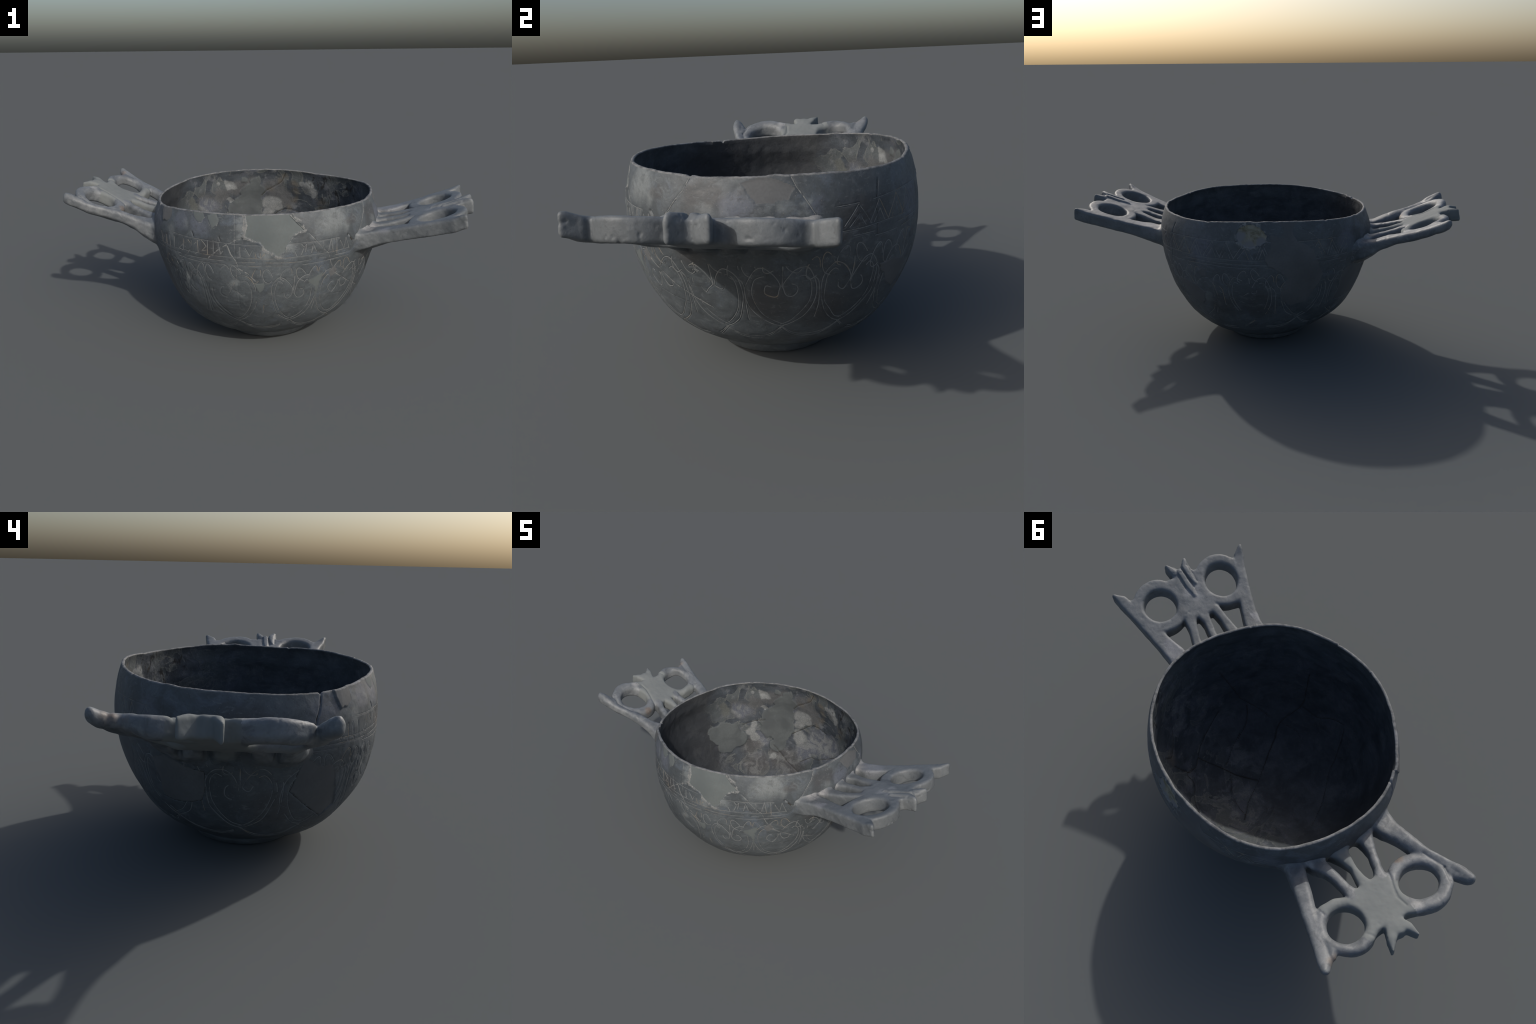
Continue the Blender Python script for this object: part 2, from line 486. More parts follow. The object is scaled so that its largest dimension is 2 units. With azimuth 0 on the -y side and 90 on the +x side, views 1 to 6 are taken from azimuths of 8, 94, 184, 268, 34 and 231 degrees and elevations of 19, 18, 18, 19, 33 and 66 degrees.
def split_regions(v, f, n, label, spec, parent):
    """Separate a smooth body into named parts whose border vertices coincide and keep the whole body's normals."""
    made = {}
    for key, (name, mat, par) in spec.items():
        pick = f[label == key]
        if len(pick) == 0:
            continue
        used, inv = np.unique(pick, return_inverse=True)
        made[key] = new_object(name, v[used], inv.reshape(pick.shape), mat, made.get(par, parent) if par is not None else parent, normals=n[used])
    return made


def polygon_distance(u, w, poly):
    """Signed distance (negative inside) from points to a closed outline."""
    p = np.asarray(poly, float)
    q = np.roll(p, -1, 0)
    d = np.full(len(u), 1e9)
    inside = np.zeros(len(u), bool)
    for (x0, y0), (x1, y1) in zip(p, q):
        ex, ey = x1 - x0, y1 - y0
        t = np.clip(((u - x0) * ex + (w - y0) * ey) / (ex * ex + ey * ey + 1e-15), 0, 1)
        d = np.minimum(d, np.hypot(u - x0 - t * ex, w - y0 - t * ey))
        cross = ((y0 > w) != (y1 > w)) & (u < ex * (w - y0) / (ey if ey else 1e-15) + x0)
        inside ^= cross
    return np.where(inside, -d, d)


# ------------------------------------------------------------------ incised decoration, as curves of (degrees, height)


def band_low(a):        # lowest line of the belt under the letters
    return .506 + .010 * math.sin(a * D2R) + .004 * math.cos(a * D2R)


def band_high(a):       # line over the letters / teeth
    return .614 + .024 * math.sin(a * D2R)


# hearts: left edge, right edge, point (degrees), height of the point, height of the shoulders
HEARTS = [(224, 245, 236, .165, .45), (247.3, 271.3, 260.0, .188, .455), (278.6, 301, 291.3, .190, .447), (303.6, 330.5, 316.7, .187, .455),
          (331.5, 351.5, 343.0, .212, .45), (354, 17.5, 5.3, .220, .45), (18.5, 40, 29.0, .212, .458), (42.5, 68.2, 54.0, .192, .458),
          (74.3, 97, 86.7, .210, .468), (102, 127, 115.2, .216, .462), (133, 158.5, 144.0, .195, .455), (163, 191.5, 176.8, .180, .448), (195, 222.5, 205.5, .185, .446)]

CURLS = [[(.10, .62), (.26, .56), (.42, .60), (.44, .69)], [(.16, .66), (.30, .66), (.34, .72)], [(.05, .64), (.14, .55), (.30, .53), (.46, .60), (.42, .70), (.30, .72)], [(.20, .64), (.38, .58), (.52, .63)]]

ENGRAVED = []    # (kind, index of the motif, curve in degrees/height, closed, width)


def build_decoration():
    for i, (a0, a1, ap, zp, zt) in enumerate(HEARTS):
        if a1 < a0:
            a1 += 360
        if ap < a0:
            ap += 360
        hgt = zt - zp
        mid = (a0 + a1) / 2

        def P(u, v):
            w = (ap - a0) if u < 0 else (a1 - ap)
            base = mid * min(1, max(0, v)) + ap * (1 - min(1, max(0, v)))
            half = (a1 - a0) / 2
            return (base + u * half, zp + v * hgt)
        j = lambda s: RNG.uniform(-s, s)
        for side in (-1, 1):
            k = 1 + j(.05)
            outer = [(0, 0), (.36, .07), (.70, .21), (.94, .41), (1.0, .61), (.93, .81), (.70, .96), (.42, .965), (.18, .85), (.04, .72),
                     ] + CURLS[int(RNG.integers(0, len(CURLS)))]
            inner = [(-.06, .05), (.27, .12), (.58, .26), (.79, .44), (.855, .62), (.80, .78), (.64, .88 + j(.02)), (.48, .86)]
            ENGRAVED.append(('engraved_heart', i, smooth_curve([P(side * (u * k + (j(.035) if q > 1 else 0)), v + (j(.022) if q > 1 else 0)) for q, (u, v) in enumerate(outer)], .18), .0022))
            ENGRAVED.append(('engraved_heart', i, smooth_curve([P(side * (u + j(.02)), v + j(.02)) for u, v in inner], .18), .0019))
        # double swag from this point to the next one
        b = HEARTS[(i + 1) % len(HEARTS)]
        bp = b[2]
        while bp < ap:
            bp += 360
        for off in (0, .012):
            dip = .046 + off
            c = [(ap - .8, zp + .004 - off * .2)] + [(ap + (bp - ap) * t, zp * (1 - t) + b[3] * t - dip * (1 - (2 * t - 1) ** 2) ** .75) for t in (.2, .4, .6, .8)] + [(bp + .8, b[3] + .004 - off * .2)]
            ENGRAVED.append(('engraved_swag', i, smooth_curve(c, .18), .0024))
        # palmette: stem and two buds over the cleft, two more over the gap to the neighbour
        def bud(ac, zc, tilt, la, lz):
            c = []
            for t in np.linspace(0, TAU, 9)[:-1]:
                x, y = math.cos(t) * la * (1 - .18 * math.sin(t)), math.sin(t) * lz
                c.append((ac + x + tilt * y * 38, zc + y))
            ENGRAVED.append(('engraved_bud', i, smooth_curve(c[:7 + int(RNG.integers(0, 2))], .15, False), .0021))
        ztop = zp + .80 * hgt
        cl = P(0, .8)[0]
        ENGRAVED.append(('engraved_bud', i, smooth_curve([P(0, .70), (cl + j(.4), zp + .86 * hgt), (cl + j(.4), band_low(cl) - .052)], .15), .0027))
        bud(cl - 3.4 + j(.4), ztop + .056 + j(.005), .9 + j(.2), 2.3 + j(.3), .033 + j(.004))
        bud(cl + 3.2 + j(.4), ztop + .056 + j(.005), -1.0 + j(.2), 2.3 + j(.3), .033 + j(.004))
        nx = b[0]
        while nx < a1 - 20:
            nx += 360
        g = (a1 + nx) / 2
        bud(g - 2.6 + j(.3), .445 + j(.006), .5 + j(.2), 2.2 + j(.3), .036 + j(.004))
        bud(g + 2.6 + j(.3), .445 + j(.006), -.5 + j(.2), 2.2 + j(.3), .036 + j(.004))
        ENGRAVED.append(('engraved_bud', i, smooth_curve([(g - 1.6 + j(.3), .41), (g + j(.2), .385), (g + .4 + j(.3), .31), (g + j(.4), .25)], .15), .0022))
    # belt lines
    ring = np.arange(0, 360.01, 1.0)
    for k, off in enumerate((-.002, .014, .034)):
        wob = [.0016 * math.sin(a * D2R * 7 + k) + .001 * math.sin(a * D2R * 13 + 2 * k) for a in ring]
        ENGRAVED.append(('engraved_line', k, np.array([(a, band_low(a) + off + w) for a, w in zip(ring, wob)]), .0013))
    seg = np.arange(222, 507, 1.0)
    ENGRAVED.append(('engraved_line', 3, np.array([(a, band_high(a) + .0015 * math.sin(a * D2R * 9)) for a in seg]), .0013))
    # teeth: double chevrons on the far half
    a = 20.0
    i = 0
    while a < 150:
        w = 4.6 + RNG.uniform(-1.1, 1.1)
        zb, zt = band_low(a) + .040, band_high(a) - .004
        if not 96 < a < 117:
            tip = a + RNG.uniform(-.6, .6)
            ENGRAVED.append(('engraved_chevron', i, straight([(a - w, zb), (tip, zt), (a + w, zb)], .15), .0019))
            ENGRAVED.append(('engraved_chevron', i, straight([(a - w * .58, zb), (tip + .2, zt - .03), (a + w * .55, zb)], .15), .0018))
            i += 1
        a += 9.3 + RNG.uniform(-1.3, 1.6)
    # letter strokes on the near half
    strokes = [[(228.2, .535), (228.6, .512)], [(226.5, .578), (226.8, .515)], [(233.1, .556), (230.2, .532), (233.1, .524)], [(233.6, .583), (233.4, .53)],
               [(238.4, .584), (238.3, .542), (236.3, .52)], [(236.2, .582), (238.0, .565)], [(242.1, .588), (242.8, .534), (240.9, .523)], [(241.7, .58), (240.1, .566)],
               [(244.4, .592), (247.3, .567), (244.9, .543), (247.6, .55)], [(248.0, .596), (248.1, .531)], [(251.1, .6), (251.3, .529)],
               [(253.6, .593), (254.3, .57), (255.0, .54), (256.3, .556)], [(258.5, .585), (258.2, .54)], [(264.5, .58), (264.6, .535)], [(267, .575), (269.0, .54), (270.5, .568)],
               [(271.5, .56), (272.2, .532)], [(274, .555), (274.2, .53), (276.2, .552)],
               [(290.0, .56), (291.2, .535)], [(293.4, .589), (294.7, .573), (296.0, .587), (295.3, .552)], [(294.6, .57), (293.2, .54)],
               [(299.3, .584), (298.3, .545)], [(299.3, .584), (300.8, .55)], [(301.4, .593), (301.7, .542)], [(304.5, .59), (304.8, .54)],
               [(307.1, .54), (308.9, .596), (309.9, .535)], [(311.9, .595), (312.2, .522)], [(314.0, .582), (316.4, .539), (317.6, .588), (319.8, .534), (322.5, .585)],
               [(324.5, .575), (323.5, .535)], [(160, .585), (161, .545)], [(214, .58), (215.5, .525), (217, .57)], [(219.5, .575), (219.9, .515)], [(222.5, .575), (223.4, .515)]]
    for i, s in enumerate(strokes):
        ENGRAVED.append(('engraved_letter', i, straight(s, .15), .0023))


# open joints between sherds (dark) and mended joints (pale)
CRACKS = [([(206.9, .722), (206.9, .69), (206.5, .673), (205.0, .632), (203.9, .601), (203.0, .57)], .0028, .0045),
          ([(201.6, .515), (201.2, .503), (199.4, .456), (198, .40), (196.3, .347), (203, .29), (209.5, .245), (216.5, .204)], .0022, .003),
          ([(140.1, .279), (145.5, .271), (151, .275), (156.4, .285), (161, .30), (162.4, .326), (163.6, .37), (163.8, .424), (159.6, .428)], .0018, .0022),
          ([(39.4, .682), (38.0, .64), (37.6, .609), (38.2, .553), (38.0, .50)], .0020, .003),
          ([(254.1, .617), (254.9, .600)], .0026, .004), ([(238.5, .622), (239.6, .602)], .0026, .004), ([(319.0, .60), (321.5, .575), (323, .56)], .004, .006),
          ([(17.0, .60), (20, .57), (23, .555)], .003, .005), ([(330, .29), (322, .30), (312, .315)], .0014, .002)]
MENDS = [([(336.2, .719), (334.6, .69), (333.8, .674), (330.8, .645), (328.5, .617), (325.5, .585)], .0028, .002), ([(9.5, .72), (10.9, .69), (14.0, .644), (16.8, .597)], .0026, .002),
         ([(261.4, .713), (261.9, .62), (262.3, .55), (262.6, .48), (262.8, .40), (263, .27)], .0020, .001), ([(247.8, .511), (255.0, .568), (262.6, .609), (268, .62)], .0034, .002),
         ([(258.3, .583), (260.0, .545), (262.6, .514), (263.7, .48), (267.8, .46), (272.5, .416)], .0046, .001),
         ([(295.7, .647), (300.2, .604), (304.2, .561), (307.6, .53), (309.6, .477), (313.1, .423), (324.8, .355), (339.6, .288)], .0026, .0015),
         ([(288.2, .72), (291.0, .69), (293.5, .668), (295.7, .647)], .0050, .001),
         ([(236.8, .705), (238.1, .686), (241.6, .665), (244.0, .669), (245.2, .692)], .0026, .001), ([(246.8, .694), (248.2, .666), (249.8, .645), (252.2, .655), (253.5, .688), (251.6, .709)], .0026, .001),
         ([(63, .70), (63.5, .62), (63.2, .55), (63, .45), (70, .38), (85, .315)], .0016, .001), ([(112.5, .71), (121, .655), (126, .61), (129, .57)], .0022, .001)]

# plaster fills: outline in (degrees, height), material key, recess
FILLS = [('plaster_fill', 'plaster', [(266.2, .73), (267.5, .683), (267.6, .655), (266.6, .628), (270, .612), (273.6, .602), (276, .575), (279.5, .553), (282.7, .535), (285.2, .562), (286.6, .585), (287.3, .597), (290.2, .634), (295.7, .647), (291.5, .685), (288.2, .73)], -.0012, True),
         ('plaster_fill', 'dark_plaster', [(97, .665), (103, .66), (104.8, .70), (100, .735), (114, .735), (109.2, .70), (108.8, .675), (111.2, .638), (116, .615), (120, .59), (120.9, .545), (122.2, .525), (126, .454), (124.9, .416), (120.2, .347), (118, .312), (109, .30), (103.2, .336), (102.3, .383), (106, .454), (101, .50), (95.9, .524), (94, .56), (97.5, .61)], .0008, False),
         ('plaster_fill', 'dark_plaster', [(40.7, .406), (48, .412), (55.9, .396), (60, .359), (58, .31), (55, .285), (49, .315), (45.9, .344)], .0006, False),
         ('plaster_fill', 'dark_plaster', [(58.0, .478), (60.5, .497), (63.2, .482), (62.6, .455), (59.6, .455)], .0008, False),
         ('plaster_fill', 'dark_plaster', [(201.2, .475), (199.4, .456), (198, .40), (196.3, .347), (203, .29), (209.5, .245), (216.5, .204), (222, .25), (219.5, .31), (216.4, .382), (214, .43), (207, .44)], -.0008, False),
         ('plaster_fill', 'dark_plaster', [(140, .44), (146.9, .465), (153, .445), (159.6, .428), (163.8, .424), (163.6, .37), (162.4, .326), (161, .30), (156.4, .285), (151, .275), (145.5, .271), (140.1, .279), (141.5, .35)], -.0008, False),
         ('plaster_fill', 'plaster', [(296.8, .415), (301, .425), (305.0, .442), (304.6, .415), (303.4, .392), (302.9, .30), (301.6, .375)], .0005, False),
         ('plaster_fill', 'plaster', [(271.4, .409), (275.7, .413), (275.3, .382), (273.7, .361), (272.3, .38)], .0004, False),
         ('plaster_fill', 'dark_plaster', [(353.5, .705), (356, .672), (358.5, .645), (363.0, .646), (368.1, .655), (370.0, .685), (364.5, .713), (359, .716)], -.0008, False),
         ('plaster_fill', 'dark_plaster', [(308.6, .44), (311.4, .46), (313.6, .442), (312.4, .42), (310.2, .405)], .0004, False),
         ('plaster_flake', 'dark_plaster', [(212.0, .705), (212.8, .690), (213.6, .664), (215.3, .630), (217.0, .639), (218.8, .637), (221.4, .650), (222.4, .667), (221.6, .69), (220.2, .705)], .0058, False),
         ('plaster_fill', 'plaster', [(237.2, .715), (238.4, .687), (241.6, .667), (243.8, .670), (245.0, .69), (244, .712)], .0006, False),
         ('plaster_fill', 'plaster', [(246.9, .70), (248.4, .668), (249.9, .647), (252.0, .657), (253.3, .688), (251.4, .712)], .0006, False),
         ('mortar_patch', 'mortar', [(79.2, .668), (80.2, .64), (83, .62), (86.7, .612), (91, .62), (94.4, .64), (95.4, .664), (93.4, .685), (91.4, .705), (87.2, .716), (83, .708), (80.2, .69)], -.0025, True)]

# cracks seen inside, as points in space near the inner face
INNER_CRACKS = [[(-.18, .43, .315), (-.156, .431, .302), (-.099, .426, .256), (-.041, .418, .218), (.011, .41, .194), (.08, .38, .16)],
                [(.006, .44, .249), (.078, .462, .294), (.126, .456, .297), (.273, .436, .376)],
                [(-.08, .49, .40), (-.021, .507, .44), (.039, .514, .48), (.095, .511, .485), (.15, .501, .468)],
                [(.403, .12, .193), (.358, .19, .174), (.314, .239, .161), (.277, .275, .154)], [(.314, .239, .161), (.27, .195, .108), (.222, .153, .072), (.164, .115, .06), (.079, .039, .06)],
                [(.33, -.025, .115), (.297, .044, .093), (.254, .103, .075), (.222, .153, .072)], [(.214, -.168, .079), (.167, -.093, .06), (.072, .039, .06), (.014, .136, .06), (-.065, .224, .06)],
                [(.187, .138, .06), (.07, .197, .06), (-.044, .204, .06)], [(.42, .296, .359), (.377, .325, .319), (.327, .364, .304), (.309, .406, .356)],
                [(.291, .375, .278), (.263, .32, .182), (.277, .277, .156)], [(.277, .275, .154), (.257, .333, .19), (.208, .328, .151), (.144, .364, .156), (.05, .397, .174)],
                [(.274, -.421, .384), (.259, -.396, .294), (.235, -.352, .204), (.253, -.228, .122), (.214, -.168, .079)],
                [(.25, -.232, .123), (.177, -.27, .109), (.135, -.273, .095)], [(.227, -.352, .198), (.14, -.379, .184), (.074, -.422, .217), (.006, -.441, .237)],
                [(-.011, -.431, .222), (-.062, -.356, .138), (-.111, -.277, .082), (-.179, -.202, .069), (-.227, -.141, .072), (-.276, -.062, .084), (-.299, -.015, .096)],
                [(.521, -.046, .432), (.466, -.093, .29), (.43, -.112, .231), (.356, -.175, .169), (.301, -.198, .137)],
                [(.404, -.124, .197), (.384, -.115, .174), (.347, -.077, .134), (.311, .003, .101)], [(.442, .025, .225), (.412, .098, .197), (.376, .164, .18)],
                [(.06, .49, .70), (.034, .501, .65), (-.047, .509, .601), (-.08, .505, .57)], [(-.25, .44, .47), (-.31, .40, .46), (-.36, .36, .44)]]
INNER_PLASTER = [((-.10, .50, .60), .04), ((-.12, .50, .645), .04), ((-.155, .43, .33), .045), ((-.215, .45, .41), .05), ((-.36, .30, .36), .05), ((-.37, .29, .42), .045),
                 ((-.158, .485, .60), .055), ((-.15, .485, .53), .075), ((-.20, .46, .46), .075), ((-.17, .46, .40), .065), ((-.13, .48, .44), .06), ((-.185, .48, .655), .035),
                 ((-.435, .245, .385), .07), ((-.415, .25, .34), .065), ((-.40, .29, .40), .06), ((-.46, .20, .40), .04)]

NT = 1120                     # steps round the bowl
N_OUT = 260                   # rows on the outside


def degrees_gap(th, centre):
    return (np.degrees(th) - centre + 180) % 360 - 180


def build_body(root, M):
    th = np.linspace(0, TAU, NT, endpoint=False)
    # ragged lip
    circ = np.stack([np.cos(th), np.sin(th), np.zeros(NT)], -1)
    lip = rim_height(th) + .0008 * fbm(circ, 14, 3, 3) + .0005 * vnoise(circ, 110, 5)
    lip -= .0065 * np.exp(-(degrees_gap(th, 206.9) / .75) ** 2)
    for a, w, dd in ((28, 3.5, .0025), (90, 2.5, .003), (340, 2, .003), (335.5, .8, .004), (5, 2.2, -.003), (222, 2, -.0015), (62, 1.5, .003), (100, 2, .002), (150, 2.5, -.003), (128, .8, .003)):
        lip -= dd * np.exp(-(degrees_gap(th, a) / w) ** 2)
    t = np.linspace(0, 1, N_OUT) ** 1.35
    Z = FOOT_TOP + (lip[None, :] - .004 - FOOT_TOP) * t[:, None]
    TH = np.broadcast_to(th, Z.shape)
    base = bowl_point(TH.ravel(), Z.ravel())
    nor = bowl_normal(TH.ravel(), Z.ravel())
    disp = .0016 * fbm(base, 7, 3, 11) + .0005 * fbm(base, 45, 2, 23)
    disp += .008 * np.exp(-(degrees_gap(TH.ravel(), 236) / 20) ** 2 - ((Z.ravel() - .28) / .09) ** 2)
    # worn, rough clay round the left of the near side
    rough = np.exp(-((degrees_gap(TH.ravel(), 230) / 9) ** 2 + ((Z.ravel() - .42) / .09) ** 2))
    disp += rough * .0035 * fbm(base * np.array([1, 1, .5]), 40, 3, 31)
    deg = np.degrees(TH.ravel())
    zz = Z.ravel()

    def row_of(a, z):
        zr = np.interp(a % 360, np.degrees(th), lip, period=360)
        f = np.clip((z - FOOT_TOP) / (zr - .004 - FOOT_TOP), 0, 1) ** (1 / 1.35)
        return f * (N_OUT - 1)

    # plaster fills
    label = np.zeros(len(zz), int)
    keys = {0: ('outer_wall', M['clay'], None)}
    jag = .0035 * fbm(base, 55, 3, 41)
    for k, (name, mat, poly, off, smear) in enumerate(FILLS, 1):
        pc = np.array(poly, float)
        c = pc[:, 0].mean()
        u = degrees_gap(TH.ravel(), c)
        near = np.abs(u) < (np.ptp(pc[:, 0]) / 2 + 6)
        sd = np.full(len(zz), 1.0)
        kr = np.radians(1) * bowl_radius(np.radians(np.array([c])), np.array([pc[:, 1].mean()]))[0]
        sd[near] = polygon_distance(u[near] * kr, zz[near], np.stack([(pc[:, 0] - c) * kr, pc[:, 1]], -1)) + jag[near]
        inside = sd < 0
        label[inside] = k
        keys[k] = (name, M[mat], None)
        edge = smooth01((.002 - sd) / .004)
        fall = np.clip((222.0 - deg) / 6, 0, 1) if name == 'plaster_flake' else 1
        disp = disp * (1 - .8 * edge) + off * edge * fall
        if smear:
            halo = (sd >= 0) & (sd < .010 + .012 * (fbm(base, 22, 2, 51 + k)))
            label[halo & (label == 0)] = 100 + k
            keys[100 + k] = ('plaster_smear', M['smear'], None)
            disp += np.where(sd >= 0, .0016 * np.exp(-(sd / .012) ** 2) * (1 + fbm(base, 70, 2, 61)), 0)
    # incised grooves and joints
    groove = np.zeros(len(zz))

    def carve(curve, width, depth):
        a = curve[:, 0] % 360
        z = curve[:, 1]
        col = a / 360 * NT
        row = row_of(a, z)
        r = bowl_radius(a * D2R, z)
        ci = np.round(col).astype(int)
        ri = np.round(row).astype(int)
        for di in range(-3, 4):
            for dj in range(-4, 5):
                rr = ri + dj
                ok = (rr >= 0) & (rr < N_OUT)
                cc = (ci + di) % NT
                idx = (rr * NT + cc)[ok]
                da = (degrees_gap(th[cc[ok]], 0) - degrees_gap(a[ok] * D2R, 0) + 180) % 360 - 180
                s = np.hypot(da * D2R * r[ok], np.linalg.norm(np.zeros((ok.sum(), 1)), axis=1) + (zz[idx] - z[ok]) * SL(z[ok]))
                np.maximum.at(groove, idx, depth * np.exp(-(s / width) ** 2))

    def SL(z):
        e = .01
        return np.sqrt(1 + ((np.interp(z + e, ZF, PROFILE_FINE[0]) - np.interp(z - e, ZF, PROFILE_FINE[0])) / (2 * e)) ** 2)

    def erased(curve):
        """Parts of the drawing lost under plaster, mortar, or the handle roots."""
        a, z = curve[:, 0] % 360, curve[:, 1]
        col = np.round(a / 360 * NT).astype(int) % NT
        row = np.clip(np.round(row_of(a, z)).astype(int), 0, N_OUT - 1)
        L = label[row * NT + col]
        ha = np.minimum(np.abs(degrees_gap(a * D2R, -9)), np.abs(degrees_gap(a * D2R, 172)))
        return ((L > 0) & (L < 100)) | ((ha < 31) & (z > .49)) | ((ha < 24) & (z > .455))

    def dense(c):
        # even 2 mm steps along the wall
        m = np.stack([c[:, 0] * ARC, c[:, 1] * 1.2], -1)
        t = np.concatenate([[0], np.cumsum(np.linalg.norm(np.diff(m, axis=0), axis=1))])
        q = np.linspace(0, t[-1], max(6, int(t[-1] / .002)))
        return np.stack([np.interp(q, t, c[:, 0]), np.interp(q, t, c[:, 1])], -1)

    lines = []
    for kind, idx, c, w in ENGRAVED:
        c = dense(c)
        lost = erased(c)
        wear = fbm(np.stack([c[:, 0] * .12, c[:, 1] * 12, np.full(len(c), idx * 3.1)], -1), 1.0, 2, 5) > .55
        keep = ~(lost | wear)
        start = None
        for i in range(len(c) + 1):
            on = i < len(c) and keep[i]
            if on and start is None:
                start = i
            if not on and start is not None:
                if i - start > 4:
                    lines.append((kind, idx, c[start:i], w))
                start = None
    for kind, idx, c, w in lines:
        carve(c, w * 1.3, .0016)
    joints = [('open_crack', dense(straight(c, .2)), w, d) for c, w, d in CRACKS]
    mends = [('mended_joint', dense(straight(c, .2)), w, d) for c, w, d in MENDS]
    for name, c, w, d in joints + mends:
        c = c.copy()
        c[:, 0] += .35 * vnoise(np.stack([c[:, 0], c[:, 1] * 60, c[:, 1] * 0], -1), .9, 77)
        carve(c, w, d)
    disp = disp - groove
    outer = base + nor * disp[:, None]

    # ribbon of filled pigment lying in each groove
    def ribbon(c, width, sink, wob=.25):
        c = c[c[:, 1] < np.interp(c[:, 0] % 360, np.degrees(th), lip, period=360) - .0045]
        a, z = c[:, 0] * D2R, c[:, 1]
        p = bowl_point(a, z)
        nn = bowl_normal(a, z)
        lf = .0016 * fbm(p, 7, 3, 11)
        tg = np.gradient(p, axis=0)
        tg /= np.maximum(np.linalg.norm(tg, axis=1, keepdims=True), 1e-9)
        sd = np.cross(nn, tg)
        wv = (width * (1 + wob * fbm(p, 60, 2, 91)))[:, None]
        p = p + nn * lf[:, None]
        ring = [p - sd * wv - nn * (sink + .0012), p - sd * wv * .6 - nn * (sink - .0002), p - nn * sink, p + sd * wv * .6 - nn * (sink - .0002), p + sd * wv - nn * (sink + .0012), p - nn * (sink + .0040)]
        V = np.stack(ring, 1).reshape(-1, 3)
        m, n = len(c), 6
        i = np.arange(m - 1)[:, None] * n
        k = np.arange(n)[None, :]
        F = np.stack([i + k, i + (k + 1) % n, i + n + (k + 1) % n, i + n + k], -1).reshape(-1, 4)
        return V, F

    body = bpy.data.objects.new("body", None)
    bpy.context.scene.collection.objects.link(body)
    body.parent = root
    groups = {}
    for kind, idx, c, w in lines:
        groups.setdefault((kind, idx), []).append(ribbon(c, w, .0003))
    for name, c, w, d in mends:
        groups.setdefault((name, id(c)), []).append(ribbon(c, w * .8, .0006, .6))
    for name, c, w, d in joints:
        groups.setdefault((name, id(c)), []).append(ribbon(c, w * .75, d * .62, .3))
    made = []
    for (kind, idx), parts in groups.items():
        V, F, o = [], [], 0
        for v, f in parts:
            V.append(v)
            F.append(f + o)
            o += len(v)
        mat = {'open_crack': M['crack'], 'mended_joint': M['smear']}.get(kind, M['line'])
        made.append(new_object(kind, np.vstack(V), np.vstack(F), mat, body))

    # lip: a half-round from the outer to the inner face, then the inner face down to the floor
    top = N_OUT - 1
    to = outer[top * NT:]
    zr = Z[top]
    nt = bowl_normal(th, zr)
    nh = nt * np.array([1, 1, 0])
    nh /= np.linalg.norm(nh, axis=1, keepdims=True)
    wl = WALL * (1 + .16 * fbm(circ, 9, 2, 7))
    rows = [outer]
    lipn = 6
    for k in range(1, lipn + 1):
        f = k / lipn
        ang = math.pi * f
        p = to - nh * (wl * (1 - math.cos(ang)) / 2)[:, None]
        p[:, 2] += .0046 * math.sin(ang) * (1 + .12 * vnoise(p, 120, 9))
        rows.append(p)
    # inner rows follow the outside at the wall's thickness
    N_IN = 150
    ti = np.linspace(0, 1, N_IN + 1)[1:] ** 1.0
    zi_low = .050
    zin = zr[None, :] - (zr[None, :] - zi_low) * (1 - (1 - ti) ** 1.25)[:, None]
    THi = np.broadcast_to(th, zin.shape)
    b = bowl_point(THi.ravel(), zin.ravel())
    nb = bowl_normal(THi.ravel(), zin.ravel())
    nb[:, 2] = np.where(zin.ravel() > .66, nb[:, 2] * smooth01((.715 - zin.ravel()) / .055), nb[:, 2])
    nb /= np.linalg.norm(nb, axis=1, keepdims=True)
    zi = zin.ravel()
    thick = np.broadcast_to(wl, zin.shape).ravel() + (.0105 + .0045 * np.cos(2 * THi.ravel())) * smooth01((.705 - zi) / .075) + .0025 * smooth01((.70 - zi) / .1) - .004 * smooth01((.50 - zi) / .18) + .002 * np.clip(np.sin(THi.ravel()), 0, 1) * smooth01((.45 - zi) / .15)
    inn = b - nb * thick[:, None]
    # floor: blend from the last wall row to a shallow dish
    N_FL = 46
    last = inn[-NT:]
    rl = np.hypot(last[:, 0], last[:, 1])
    fl = []
    for k in range(1, N_FL + 1):
        s = 1 - (k / N_FL) * .995
        p = last.copy()
        p[:, 0] *= s
        p[:, 1] *= s
        p[:, 2] = .033 + (last[:, 2] - .033) * s ** 1.8
        fl.append(p)
    inner = np.vstack([inn] + fl)
    n_in = N_IN + N_FL
    lump = .0032 * fbm(inner, 9, 3, 101) * smooth01((.70 - inner[:, 2]) / .06) + .0007 * fbm(inner, 40, 2, 103)
    # a few hollows and bosses on the far inner wall
    for (x, y, z, r), d in (((-.26, .44, .645, .03), -.010), ((-.255, .453, .541, .022), -.010), ((-.018, .515, .516, .045), .008), ((-.033, .51, .465, .03), .006), ((-.032, .495, .387, .04), .004), ((.20, .478, .632, .035), .009), ((.10, .50, .56, .06), -.005), ((-.02, .51, .59, .05), .005)):
        lump += d * np.exp(-((inner - np.array([x, y, z])) ** 2).sum(1) / (r * .8) ** 2)
    kd = kdtree.KDTree(len(inner))
    for i, p in enumerate(inner):
        kd.insert(p, i)
    kd.balance()
    # inner normals
    ii = np.arange(n_in - 1)[:, None] * NT
    cc = np.arange(NT)[None, :]
    Fin = np.stack([ii + cc, ii + NT + cc, ii + NT + (cc + 1) % NT, ii + (cc + 1) % NT], -1).reshape(-1, 4)
    ni = vertex_normals(inner, Fin)
